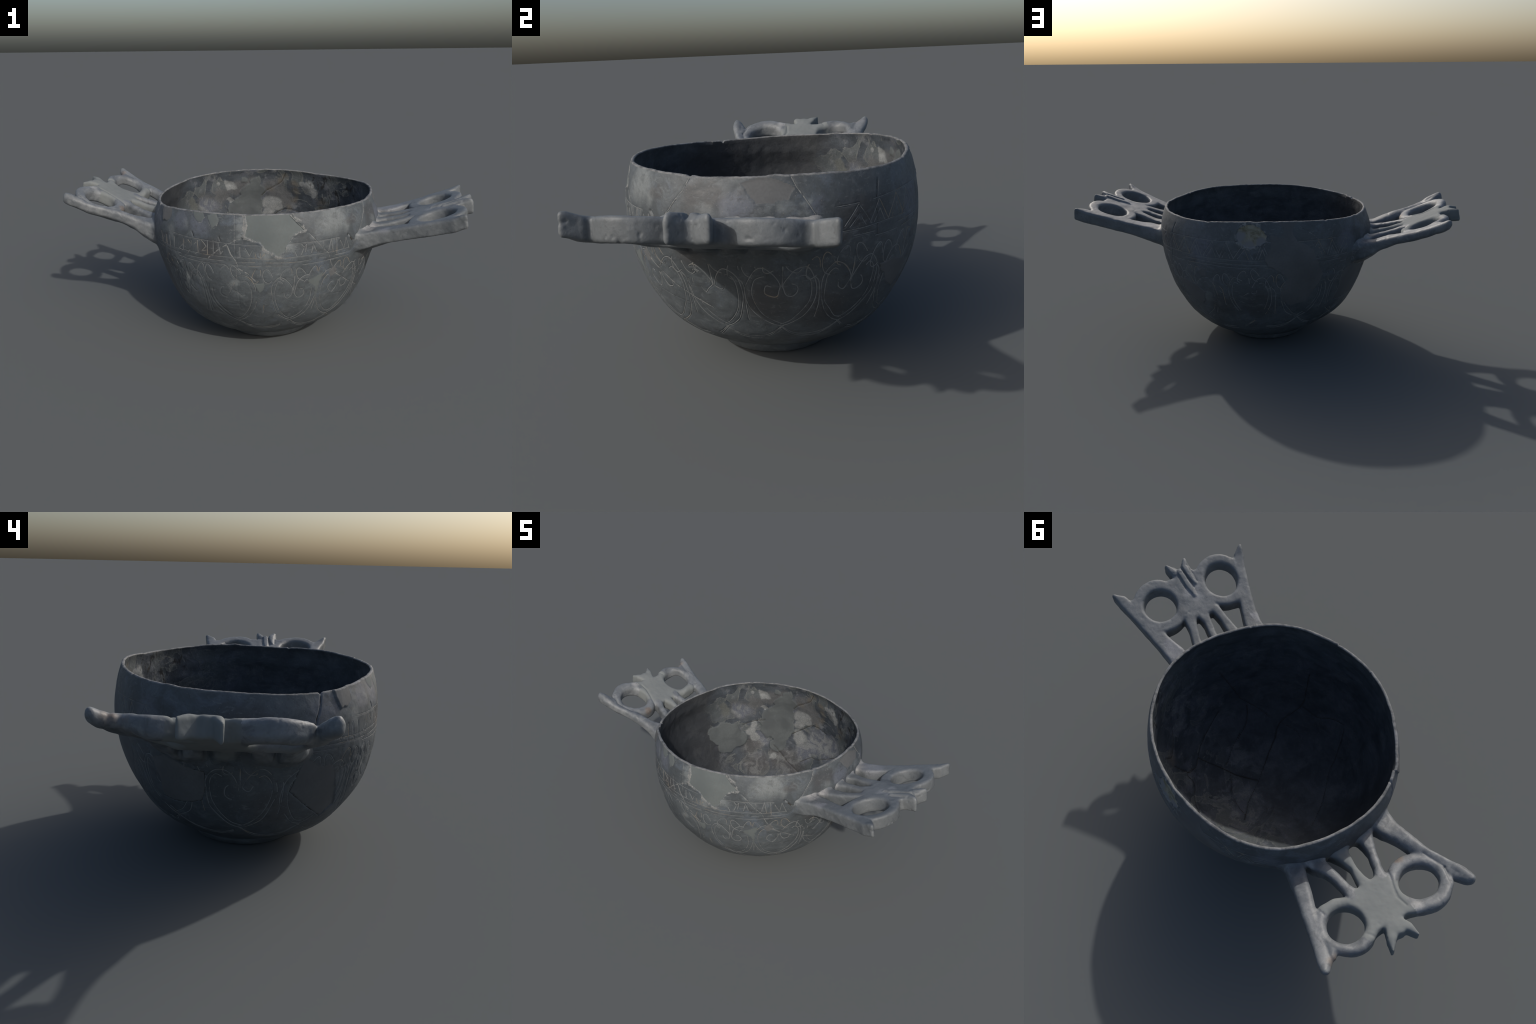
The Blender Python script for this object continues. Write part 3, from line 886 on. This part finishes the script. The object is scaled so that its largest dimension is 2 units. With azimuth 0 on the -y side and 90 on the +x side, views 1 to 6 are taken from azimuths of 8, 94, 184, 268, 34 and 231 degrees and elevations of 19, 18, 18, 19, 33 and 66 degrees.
    if (ni[:NT] * nh).sum() > 0:
        ni = -ni
    gi = np.zeros(len(inner))
    crack_parts = []
    for c in INNER_CRACKS:
        s = smooth_curve(c, .003)
        s = s + .0016 * np.stack([vnoise(s, 60, q) for q in (1, 2, 3)], -1)
        hit = [kd.find(p) for p in s]
        idx = np.array([h[1] for h in hit])
        q = inner[idx].copy()
        q = s + ni[idx] * (((q - s) * ni[idx]).sum(1))[:, None]
        wdt = .0027
        for p in q[::1]:
            for co, i, dist in kd.find_range(p, .009):
                g = .0045 * math.exp(-(dist / .0038) ** 2)
                if g > gi[i]:
                    gi[i] = g
        crack_parts.append((q, ni[idx], wdt, idx))
    pl = np.full(len(inner), 9.0)
    for p, r in INNER_PLASTER:
        pl = np.minimum(pl, np.linalg.norm(inner - np.array(p), axis=1) - r)
    pl += .020 * fbm(inner, 11, 4, 111)
    e = smooth01((.003 - pl) / .006)
    lump = lump * (1 - .5 * e) + .0035 * e
    inner = inner + ni * (lump - gi)[:, None]
    for q, nn, w, idx in crack_parts:
        p = q + nn * (lump[idx] - .0030)[:, None]
        tg = np.gradient(p, axis=0)
        tg /= np.maximum(np.linalg.norm(tg, axis=1, keepdims=True), 1e-9)
        sd = np.cross(nn, tg)
        wv = (w * (1 + .5 * fbm(p, 40, 2, 7)))[:, None]
        V = np.stack([p - sd * wv - nn * .0006, p, p + sd * wv - nn * .0006, p - nn * .004], 1).reshape(-1, 3)
        m = len(p)
        i = np.arange(m - 1)[:, None] * 4
        k = np.arange(4)[None, :]
        F = np.stack([i + k, i + (k + 1) % 4, i + 4 + (k + 1) % 4, i + 4 + k], -1).reshape(-1, 4)
        made.append(new_object("open_crack", V, F, M['crack'], body))

    rows.append(inner)
    V = np.vstack(rows)
    nrow = len(V) // NT
    ii = np.arange(nrow - 1)[:, None] * NT
    cc = np.arange(NT)[None, :]
    F = np.stack([ii + cc, ii + (cc + 1) % NT, ii + NT + (cc + 1) % NT, ii + NT + cc], -1).reshape(-1, 4)
    N = vertex_normals(V, F)
    frow = np.repeat(np.arange(nrow - 1), NT)
    lab = np.full(len(F), -1)
    o = frow < N_OUT - 1
    lab[o] = label[F[o][:, 0]]
    lab[(frow >= N_OUT - 1) & (frow < N_OUT - 1 + lipn)] = 500
    isin = frow >= N_OUT - 1 + lipn
    lab[isin] = 501
    base_i = (N_OUT + lipn) * NT
    fi = F[isin][:, 2] - base_i
    lab[np.where(isin)[0][pl[np.clip(fi, 0, len(pl) - 1)] < 0]] = 502
    keys[500] = ('rim', M['rim'], None)
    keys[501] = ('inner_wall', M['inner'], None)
    keys[502] = ('inner_plaster_fill', M['inner_plaster'], None)
    # merge all smears under one object
    lab = np.where((lab > 100) & (lab < 200), 199, lab)
    keys = {k: v for k, v in keys.items() if not 100 < k < 200}
    keys[199] = ('plaster_smear', M['smear'], None)
    split_regions(V, F, N, lab, keys, body)
    cap = new_object("floor_centre", *disc(V[-NT:]), M['inner'], body)
    return body


def disc(ring):
    c = ring.mean(0)
    k = ring[::28]
    V = np.vstack([k, c[None]])
    n = len(k)
    F = np.array([(i, (i + 1) % n, n) for i in range(n)])
    return V, F


def build_foot(root, M):
    """Low ring foot, hollowed underneath."""
    prof = [(.246, .054), (.238, .0445), (.2315, .0395), (.2300, .034), (.2280, .026), (.2230, .014), (.217, .006), (.208, .0012), (.199, .0), (.184, .003), (.175, .010), (.165, .010), (.12, .011), (.05, .011), (.002, .011)]
    p = smooth_curve(prof, .004)
    n = 256
    th = np.linspace(0, TAU, n, endpoint=False)
    V = []
    for r, z in p:
        dx = np.interp(z, [0, .05], [.010, .003])
        oor = 1 + .012 * np.cos(2 * th + .5) * min(1, z / .03)
        q = np.stack([r * oor * np.cos(th) + dx, r * oor * np.sin(th), np.full(n, z)], -1)
        q[:, :2] *= (1 + .004 * fbm(q, 10, 3, 5))[:, None]
        if z > .001:
            q[:, 2] += .0010 * fbm(q, 18, 2, 8)
        V.append(q)
    V = np.vstack(V)
    V[:, 2] -= V[:, 2].min()
    i = np.arange(len(p) - 1)[:, None] * n
    k = np.arange(n)[None, :]
    F = np.stack([i + k, i + n + k, i + n + (k + 1) % n, i + (k + 1) % n], -1).reshape(-1, 4)
    return new_object("foot_ring", V, F, M['clay'], root)


# ------------------------------------------------------------------ handles: an implicit solid, drawn in plan and polygonised


def capsule_chain(D, B, pts):
    """Distance to a chain of tapered bars; pts are (along, across, half width)."""
    f = np.full(D.shape, 9.0)
    for (x0, y0, r0), (x1, y1, r1) in zip(pts[:-1], pts[1:]):
        ex, ey = x1 - x0, y1 - y0
        t = np.clip(((D - x0) * ex + (B - y0) * ey) / (ex * ex + ey * ey), 0, 1)
        f = np.minimum(f, np.hypot(D - x0 - t * ex, B - y0 - t * ey) - (r0 + (r1 - r0) * t))
    return f


def ellipse(D, B, c, ra, rb):
    k = np.hypot((D - c[0]) / ra, (B - c[1]) / rb)
    return (k - 1) * min(ra, rb)


def smin(a, b, k):
    h = np.clip(.5 + .5 * (b - a) / k, 0, 1)
    return b + (a - b) * h - k * h * (1 - h)


def surface_nets(G, origin, h):
    """Quads over the zero set of the sampled field G (negative inside)."""
    nx, ny, nz = G.shape
    s = G < 0
    tot = np.zeros((nx - 1, ny - 1, nz - 1, 3))
    cnt = np.zeros((nx - 1, ny - 1, nz - 1))
    corner = [(i, j, k) for i in (0, 1) for j in (0, 1) for k in (0, 1)]
    cut = lambda A, c: A[c[0]:nx - 1 + c[0], c[1]:ny - 1 + c[1], c[2]:nz - 1 + c[2]]
    for c in corner:
        for ax in range(3):
            if c[ax]:
                continue
            d = list(c)
            d[ax] = 1
            g0, g1 = cut(G, c), cut(G, d)
            x = cut(s, c) != cut(s, d)
            t = np.where(x, g0 / np.where(x, g0 - g1, 1), 0)
            for m in range(3):
                tot[..., m] += np.where(x, c[m] + (t if m == ax else 0), 0)
            cnt += x
    has = cnt > 0
    idx = np.full(has.shape, -1)
    idx[has] = np.arange(has.sum())
    I = np.stack(np.nonzero(has), -1)
    V = (I + tot[has] / cnt[has][:, None]) * h + np.asarray(origin)
    quads = []
    for ax in range(3):
        u, v = (ax + 1) % 3, (ax + 2) % 3
        a = [slice(None)] * 3
        b = [slice(None)] * 3
        a[ax] = slice(0, -1)
        b[ax] = slice(1, None)
        x = s[tuple(a)] != s[tuple(b)]
        E = np.stack(np.nonzero(x), -1)
        E = E[(E[:, u] > 0) & (E[:, v] > 0) & (E[:, u] < G.shape[u] - 1) & (E[:, v] < G.shape[v] - 1)]
        q = []
        for du, dv in ((0, 0), (-1, 0), (-1, -1), (0, -1)):
            e = E.copy()
            e[:, u] += du
            e[:, v] += dv
            q.append(idx[e[:, 0], e[:, 1], e[:, 2]])
        q = np.stack(q, -1)
        inside = s[E[:, 0], E[:, 1], E[:, 2]]
        q[~inside] = q[~inside][:, ::-1]
        quads.append(q)
    return V, np.vstack(quads)


def mid_bar(b, centre):
    # 1 over the struts, plate and rings, 0 at the arms
    return smooth01((.255 - np.abs(b - centre)) / .07)


HANDLES = [
    dict(  # right-hand one, a replica in darker plaster with a modelled lily
        angle=-8.3, grow=.0040, deep=lambda d, b: .065 + .002 * smooth01((d - .72) / .22) + (.018 - .014 * smooth01((b - .08) / .08)) * smooth01((.63 - d) / .14) + mid_bar(b, .02) * (.010 * smooth01((.90 - d) / .14) + .014 * smooth01((.70 - d) / .14)),
        top=([.45, .50, .55, .63, .71, .785, .88, .94, 1.0], [.582, .590, .600, .615, .638, .661, .692, .712, .728]),
        rails=[[(.46, -.195, .055), (.53, -.197, .043), (.59, -.197, .037), (.65, -.207, .032), (.71, -.221, .029), (.80, -.243, .027), (.864, -.266, .021), (.908, -.284, .021), (.947, -.309, .005)],
               [(.46, .200, .050), (.53, .198, .042), (.59, .198, .040), (.65, .220, .034), (.71, .240, .031), (.771, .262, .027), (.853, .292, .023), (.908, .313, .021), (.941, .339, .005)]],
        rings=[(.8375, -.153, .0835, .083, .1195), (.827, .1655, .077, .0835, .119)],
        webs=[[(.85, -.225, .03), (.893, -.249, .013)], [(.84, .24, .03), (.882, .268, .013)], [(.735, -.18, .02), (.74, -.2, .02)], [(.73, .195, .02), (.735, .215, .02)], [(.90, -.06, .02), (.905, -.03, .02)], [(.90, .075, .02), (.90, .04, .02)]],
        plate=[[(.765, -.03, .05), (.86, .0, .05)], [(.765, .045, .05), (.86, .01, .05)], [(.90, .005, .040), (.93, -.004, .026)]],
        struts=[[(.46, -.10, .06), (.545, -.098, .038), (.60, -.092, .026), (.667, -.08, .020), (.72, -.067, .022)],
                [(.46, .0, .06), (.545, -.004, .034), (.61, .0, .018), (.68, -.004, .021), (.72, .0, .028)],
                [(.46, .085, .06), (.545, .085, .036), (.605, .086, .022), (.67, .073, .021), (.72, .066, .028)]],
        prongs=[[(.92, .022, .022), (.952, .040, .018), (.981, .060, .005)], [(.925, -.022, .020), (.955, -.022, .016), (.987, -.034, .004)]],
        lift=[(.945, -.31, .035, .011), (.95, .34, .035, .004), (.985, .06, .03, .004)],
        ridges=[([(.978, -.030, .012), (.95, -.018, .013), (.90, -.024, .012), (.864, -.031, .006)], .009), ([(.935, .014, .012), (.89, .008, .014), (.85, .003, .013), (.812, -.003, .006)], .009), ([(.975, .058, .012), (.94, .038, .012)], .006)],
        cuts=[([(.955, .000, .003), (.90, -.008, .003), (.85, -.016, .002)], .006), ([(.93, -.036, .003), (.87, -.040, .002)], .005), ([(.92, .026, .003), (.86, .020, .003), (.82, .008, .002)], .005)],
        fillet=.022, arms=0, knob=.014, round=(.012, .012), rough=.0013, mats=('handle_r', 'handle_r')),
    dict(  # left-hand one, old clay with a plaster centre
        angle=175.0, grow=.0030, deep=lambda d, b: (.056 - .008 * smooth01((-.25 - b) / .04) * smooth01((d - .62) / .08) + .034 * smooth01((.63 - d) / .12)
             + mid_bar(b, .0) * (.015 + .010 * smooth01((.70 - d) / .14))),
        top=([.45, .50, .575, .65, .76, .83, .895, .96, 1.0], [.565, .572, .588, .607, .643, .671, .704, .733, .75]),
        rails=[[(.45, .185, .075), (.52, .190, .052), (.58, .198, .040), (.637, .2145, .030), (.70, .2265, .027), (.766, .240, .027), (.838, .270, .026), (.885, .285, .029), (.912, .295, .024), (.922, .300, .018)],
               [(.45, -.205, .06), (.53, -.222, .036), (.63, -.250, .031), (.70, -.274, .028), (.796, -.302, .026), (.86, -.323, .025), (.895, -.335, .024), (.916, -.348, .016)]],
        rings=[(.831, .143, .075, .086, .1180), (.8235, -.191, .0745, .079, .110)],
        webs=[[(.86, .215, .02), (.895, .228, .014)], [(.85, -.27, .03), (.893, -.300, .011)], [(.908, .078, .024), (.893, .036, .022)], [(.885, -.125, .024), (.885, -.088, .02)], [(.735, -.225, .02), (.74, -.24, .02)]],
        plate=[[(.775, -.06, .045), (.865, -.05, .045)], [(.775, .01, .045), (.865, .0, .045)], [(.89, -.038, .040), (.93, -.040, .028)]],
        struts=[[(.45, -.15, .06), (.55, -.137, .036), (.60, -.118, .024), (.65, -.105, .021), (.70, -.099, .021), (.745, -.095, .030)],
                [(.45, -.03, .06), (.555, -.03, .040), (.61, -.028, .024), (.65, -.026, .0145), (.70, -.031, .022), (.75, -.030, .032)],
                [(.45, .10, .06), (.55, .098, .038), (.60, .085, .026), (.64, .074, .019), (.70, .054, .019), (.745, .036, .028)]],
        prongs=[[(.925, -.060, .024), (.955, -.087, .014), (.990, -.107, .003)], [(.925, -.022, .020), (.95, -.008, .014), (.990, .007, .003)]],
        lift=[(.945, .30, .045, .010), (.945, -.36, .045, .022), (.99, .007, .03, -.020), (.99, -.10, .03, -.010)], arms=.013,
        ridges=[([(.86, .285, .010), (.93, .303, .010)], .004)],
        cuts=[([(.84, .258, .003), (.90, .232, .003)], .006), ([(.75, .232, .002), (.84, .258, .003)], .004), ([(.733, .075, .002), (.765, .063, .003), (.80, .048, .003), (.84, .033, .003), (.885, .038, .002)], .006), ([(.893, -.150, .002), (.925, -.125, .002)], .004), ([(.715, -.245, .002), (.755, -.235, .002)], .003), ([(.655, .235, .002), (.65, .19, .002)], .002), ([(.645, -.285, .002), (.64, -.215, .002)], .002), ([(.622, .06, .002), (.63, .10, .002)], .002)],
        fillet=.026, knob=.014, round=(.021, .012), rough=.0015, mats=('handle_l', 'handle_plaster')),
]


def arm_lift(d, b):
    # the arms ride a little above the struts and the centre
    return smooth01((np.abs(b - .03) - .15 - .08 * smooth01((d - .66) / .2)) / .05) * smooth01((d - .57) / .09) * smooth01((.945 - d) / .09)


def build_handle(h, root, M, seed):
    step = .0036
    d0, b0, z0 = .340, -.42, -.165
    nd, nb, nz = int((1.02 - d0) / step), int(.84 / step), int(.22 / step)
    d = d0 + np.arange(nd) * step
    b = b0 + np.arange(nb) * step
    zt = z0 + np.arange(nz) * step
    D, B = np.meshgrid(d, b, indexing='ij')

    groups = {}
    groups['side_rail'] = [capsule_chain(D, B, p) for p in h['rails']]
    groups['ring'] = [np.hypot(D - r[0], B - r[1]) - r[4] for r in h['rings']]
    groups['centre_plate'] = [np.minimum.reduce([capsule_chain(D, B, p) for p in h['plate']])]
    groups['strut'] = [capsule_chain(D, B, p) for p in h['struts']]
    groups['lily_finial'] = [np.minimum.reduce([capsule_chain(D, B, p) for p in h['prongs']])]
    holes = [ellipse(D, B, r[:2], r[2], r[3]) for r in h['rings']]
    sd = np.full(D.shape, 9.0)
    for k in ('centre_plate', 'ring', 'lily_finial'):
        for f in groups[k]:
            sd = smin(sd, f, .008)
    for p in h['webs']:
        sd = smin(sd, capsule_chain(D, B, p), .010)
    for f in groups['strut']:
        sd = smin(sd, f + .0045, .010)
    for f in groups['side_rail']:
        sd = smin(sd, f, .012)
    hole = np.minimum.reduce(holes)
    sd = sd - h['grow']
    # local rounding: bars are rounder than the plate
    plate_w = smooth01((.035 - np.minimum(groups['centre_plate'][0], groups['lily_finial'][0])) / .04)
    rnd = h['round'][0] * (1 - plate_w) + h['round'][1] * plate_w
    under = smooth01((.006 - np.minimum.reduce(groups['strut'])) / .012) * smooth01((.74 - D) / .05)
    rnd = rnd + (.017 - rnd) * under * (h['arms'] > 0)
    knob = smooth01((.03 - groups['lily_finial'][0]) / .03) * smooth01((D - .93) / .03)
    rnd = rnd + (h['knob'] - rnd) * knob
    deep = h['deep'](D, B)
    rise = np.zeros(D.shape)
    for pts, hh in h['ridges']:
        rise = np.maximum(rise, hh * smooth01((.007 - capsule_chain(D, B, pts)) / .012))
    for pts, hh in h['cuts']:
        rise = rise - hh * smooth01((.004 - capsule_chain(D, B, pts)) / .006)
    lift = np.zeros(D.shape)
    for x, y, r, hh in h['lift']:
        lift += hh * np.exp(-((D - x) ** 2 + (B - y) ** 2) / r ** 2)
    tx = np.linspace(.30, 1.06, 381)
    tz = np.interp(tx, h['top'][0], h['top'][1])
    ker = np.hanning(31)
    tz = np.convolve(np.pad(tz, 15, mode='reflect', reflect_type='odd'), ker / ker.sum(), 'valid')
    slope = np.gradient(tz, tx)
    ang = np.arctan(slope)
    lift = lift + h['arms'] * arm_lift(D, B)
    zc = np.interp(D, tx, tz) + lift
    sn, cs = np.sin(np.interp(D, tx, ang)), np.cos(np.interp(D, tx, ang))
    Zr = zt[None, None, :]
    mid = ((rise - deep) / 2)[..., None]
    half = ((rise + deep) / 2)[..., None]
    r3 = rnd[..., None]
    taper = .0055 * np.clip(-Zr / .06, 0, 1.2)
    q1 = np.maximum(sd[..., None], -hole[..., None] - .0045 - taper) + r3
    q2 = np.abs(Zr - mid) - half + r3
    f = np.minimum(np.maximum(q1, q2), 0) + np.hypot(np.maximum(q1, 0), np.maximum(q2, 0)) - r3
    # bowl wall, for the fillet at the root
    a = h['angle'] * D2R
    Dw = D[..., None] - Zr * sn[..., None] * .6
    X = Dw * math.cos(a) - B[..., None] * math.sin(a)
    Y = Dw * math.sin(a) + B[..., None] * math.cos(a)
    Wz = np.clip(zc[..., None] + Zr * cs[..., None], .2, .74)
    TH = np.arctan2(Y, X)
    rho = np.hypot(X, Y)
    s = (rho - bowl_radius(TH.ravel(), Wz.ravel()).reshape(Wz.shape)) * .93
    g = smin(f, s + .003, h['fillet'])
    g = np.maximum(g, -(s + .009))
    V, F = surface_nets(g, (d0, b0, z0), step)
    fi = np.clip(((V - np.array([d0, b0, z0])) / step).round().astype(int), 0, np.array(g.shape) - 1)
    far = f[fi[:, 0], fi[:, 1], fi[:, 2]] > .05
    F = F[~far[F].any(1)]
    used, inv = np.unique(F, return_inverse=True)
    V, F = V[used], inv.reshape(F.shape)
    fi = fi[used]
    zz = zc[fi[:, 0], fi[:, 1]]
    # fine interpolation of the sheared height
    zz = np.interp(V[:, 0], tx, tz)
    va = np.interp(V[:, 0], tx, ang)
    for x, y, r, hh in h['lift']:
        zz = zz + hh * np.exp(-((V[:, 0] - x) ** 2 + (V[:, 1] - y) ** 2) / r ** 2)
    zz = zz + h['arms'] * arm_lift(V[:, 0], V[:, 1])
    vd = V[:, 0] - V[:, 2] * np.sin(va) * .6
    W = np.stack([vd * math.cos(a) - V[:, 1] * math.sin(a), vd * math.sin(a) + V[:, 1] * math.cos(a), V[:, 2] * np.cos(va) + zz], -1)
    # relax the net a little, then roughen
    for it in range(3):
        acc = np.zeros_like(W)
        cnt = np.zeros(len(W))
        for k in range(4):
            np.add.at(acc, F[:, k], W[F[:, (k + 1) % 4]])
            np.add.at(acc, F[:, (k + 1) % 4], W[F[:, k]])
            np.add.at(cnt, F[:, k], 1)
            np.add.at(cnt, F[:, (k + 1) % 4], 1)
        W = W * .5 + .5 * acc / cnt[:, None]
    N = vertex_normals(W, F)
    out = (N * (W - np.array([0, 0, 0]))).sum()
    amp = h['rough']
    roots = smooth01((.60 - V[:, 0]) / .05)
    pit = np.clip(fbm(W, 60, 2, seed + 5) - .55, 0, 1)
    ends = smooth01((np.maximum(V[:, 0] - .90, 0)) / .05)
    W = W + N * (amp * fbm(W, 24, 3, seed) + .0018 * roots * fbm(W, 35, 3, seed + 9) - .0045 * pit * (.35 + .65 * ends))[:, None]
    N = vertex_normals(W, F)
    # part labels from the plan
    names = []
    stack = []
    for k, bias in (('side_rail', 0), ('ring', .004), ('centre_plate', -.014), ('strut', 0), ('lily_finial', -.006)):
        for f2 in groups[k]:
            g2 = np.abs(f2) if k == 'never' else f2
            if k == 'ring':
                i = len([n for n in names if n == 'ring'])
                r = h['rings'][i]
                rad = np.hypot(D - r[0], B - r[1])
                g2 = np.abs(rad - (r[4] + max(r[2], r[3])) / 2) - (r[4] - max(r[2], r[3])) / 2
            names.append(k)
            stack.append(g2 + bias)
    lab2 = np.argmin(np.stack(stack, 0), 0)
    fc = fi[F].mean(1).round().astype(int)
    lab = lab2[fc[:, 0], fc[:, 1]]
    if h['mats'][1] == 'handle_plaster':
        # the plaster centre takes in the inner arc of one ring
        dd, bb = d[fc[:, 0]], b[fc[:, 1]]
        second = [i for i, k in enumerate(names) if k == 'ring'][1]
        lab[(lab == second) & (bb > -.24 + (dd - .72) * .418)] = names.index('centre_plate')
    handle = bpy.data.objects.new("handle", None)
    bpy.context.scene.collection.objects.link(handle)
    handle.parent = root
    old, new = h['mats']
    spec = {}
    for i, k in enumerate(names):
        plast = k in ('centre_plate', 'lily_finial') or (k == 'strut' and names[:i].count('strut') == 1)
        spec[i] = (k, M[new if plast else old], None)
    split_regions(W, F, N, lab, spec, handle)
    return handle


def main():
    M = make_materials()
    root = bpy.data.objects.new("drinking_bowl", None)
    bpy.context.scene.collection.objects.link(root)
    root["label"] = "old grey clay drinking bowl with two pierced handles and incised hearts"
    root["category"] = "pottery bowl"
    build_decoration()
    build_body(root, M)
    build_foot(root, M)
    for i, h in enumerate(HANDLES):
        build_handle(h, root, M, 200 + 50 * i)


main()
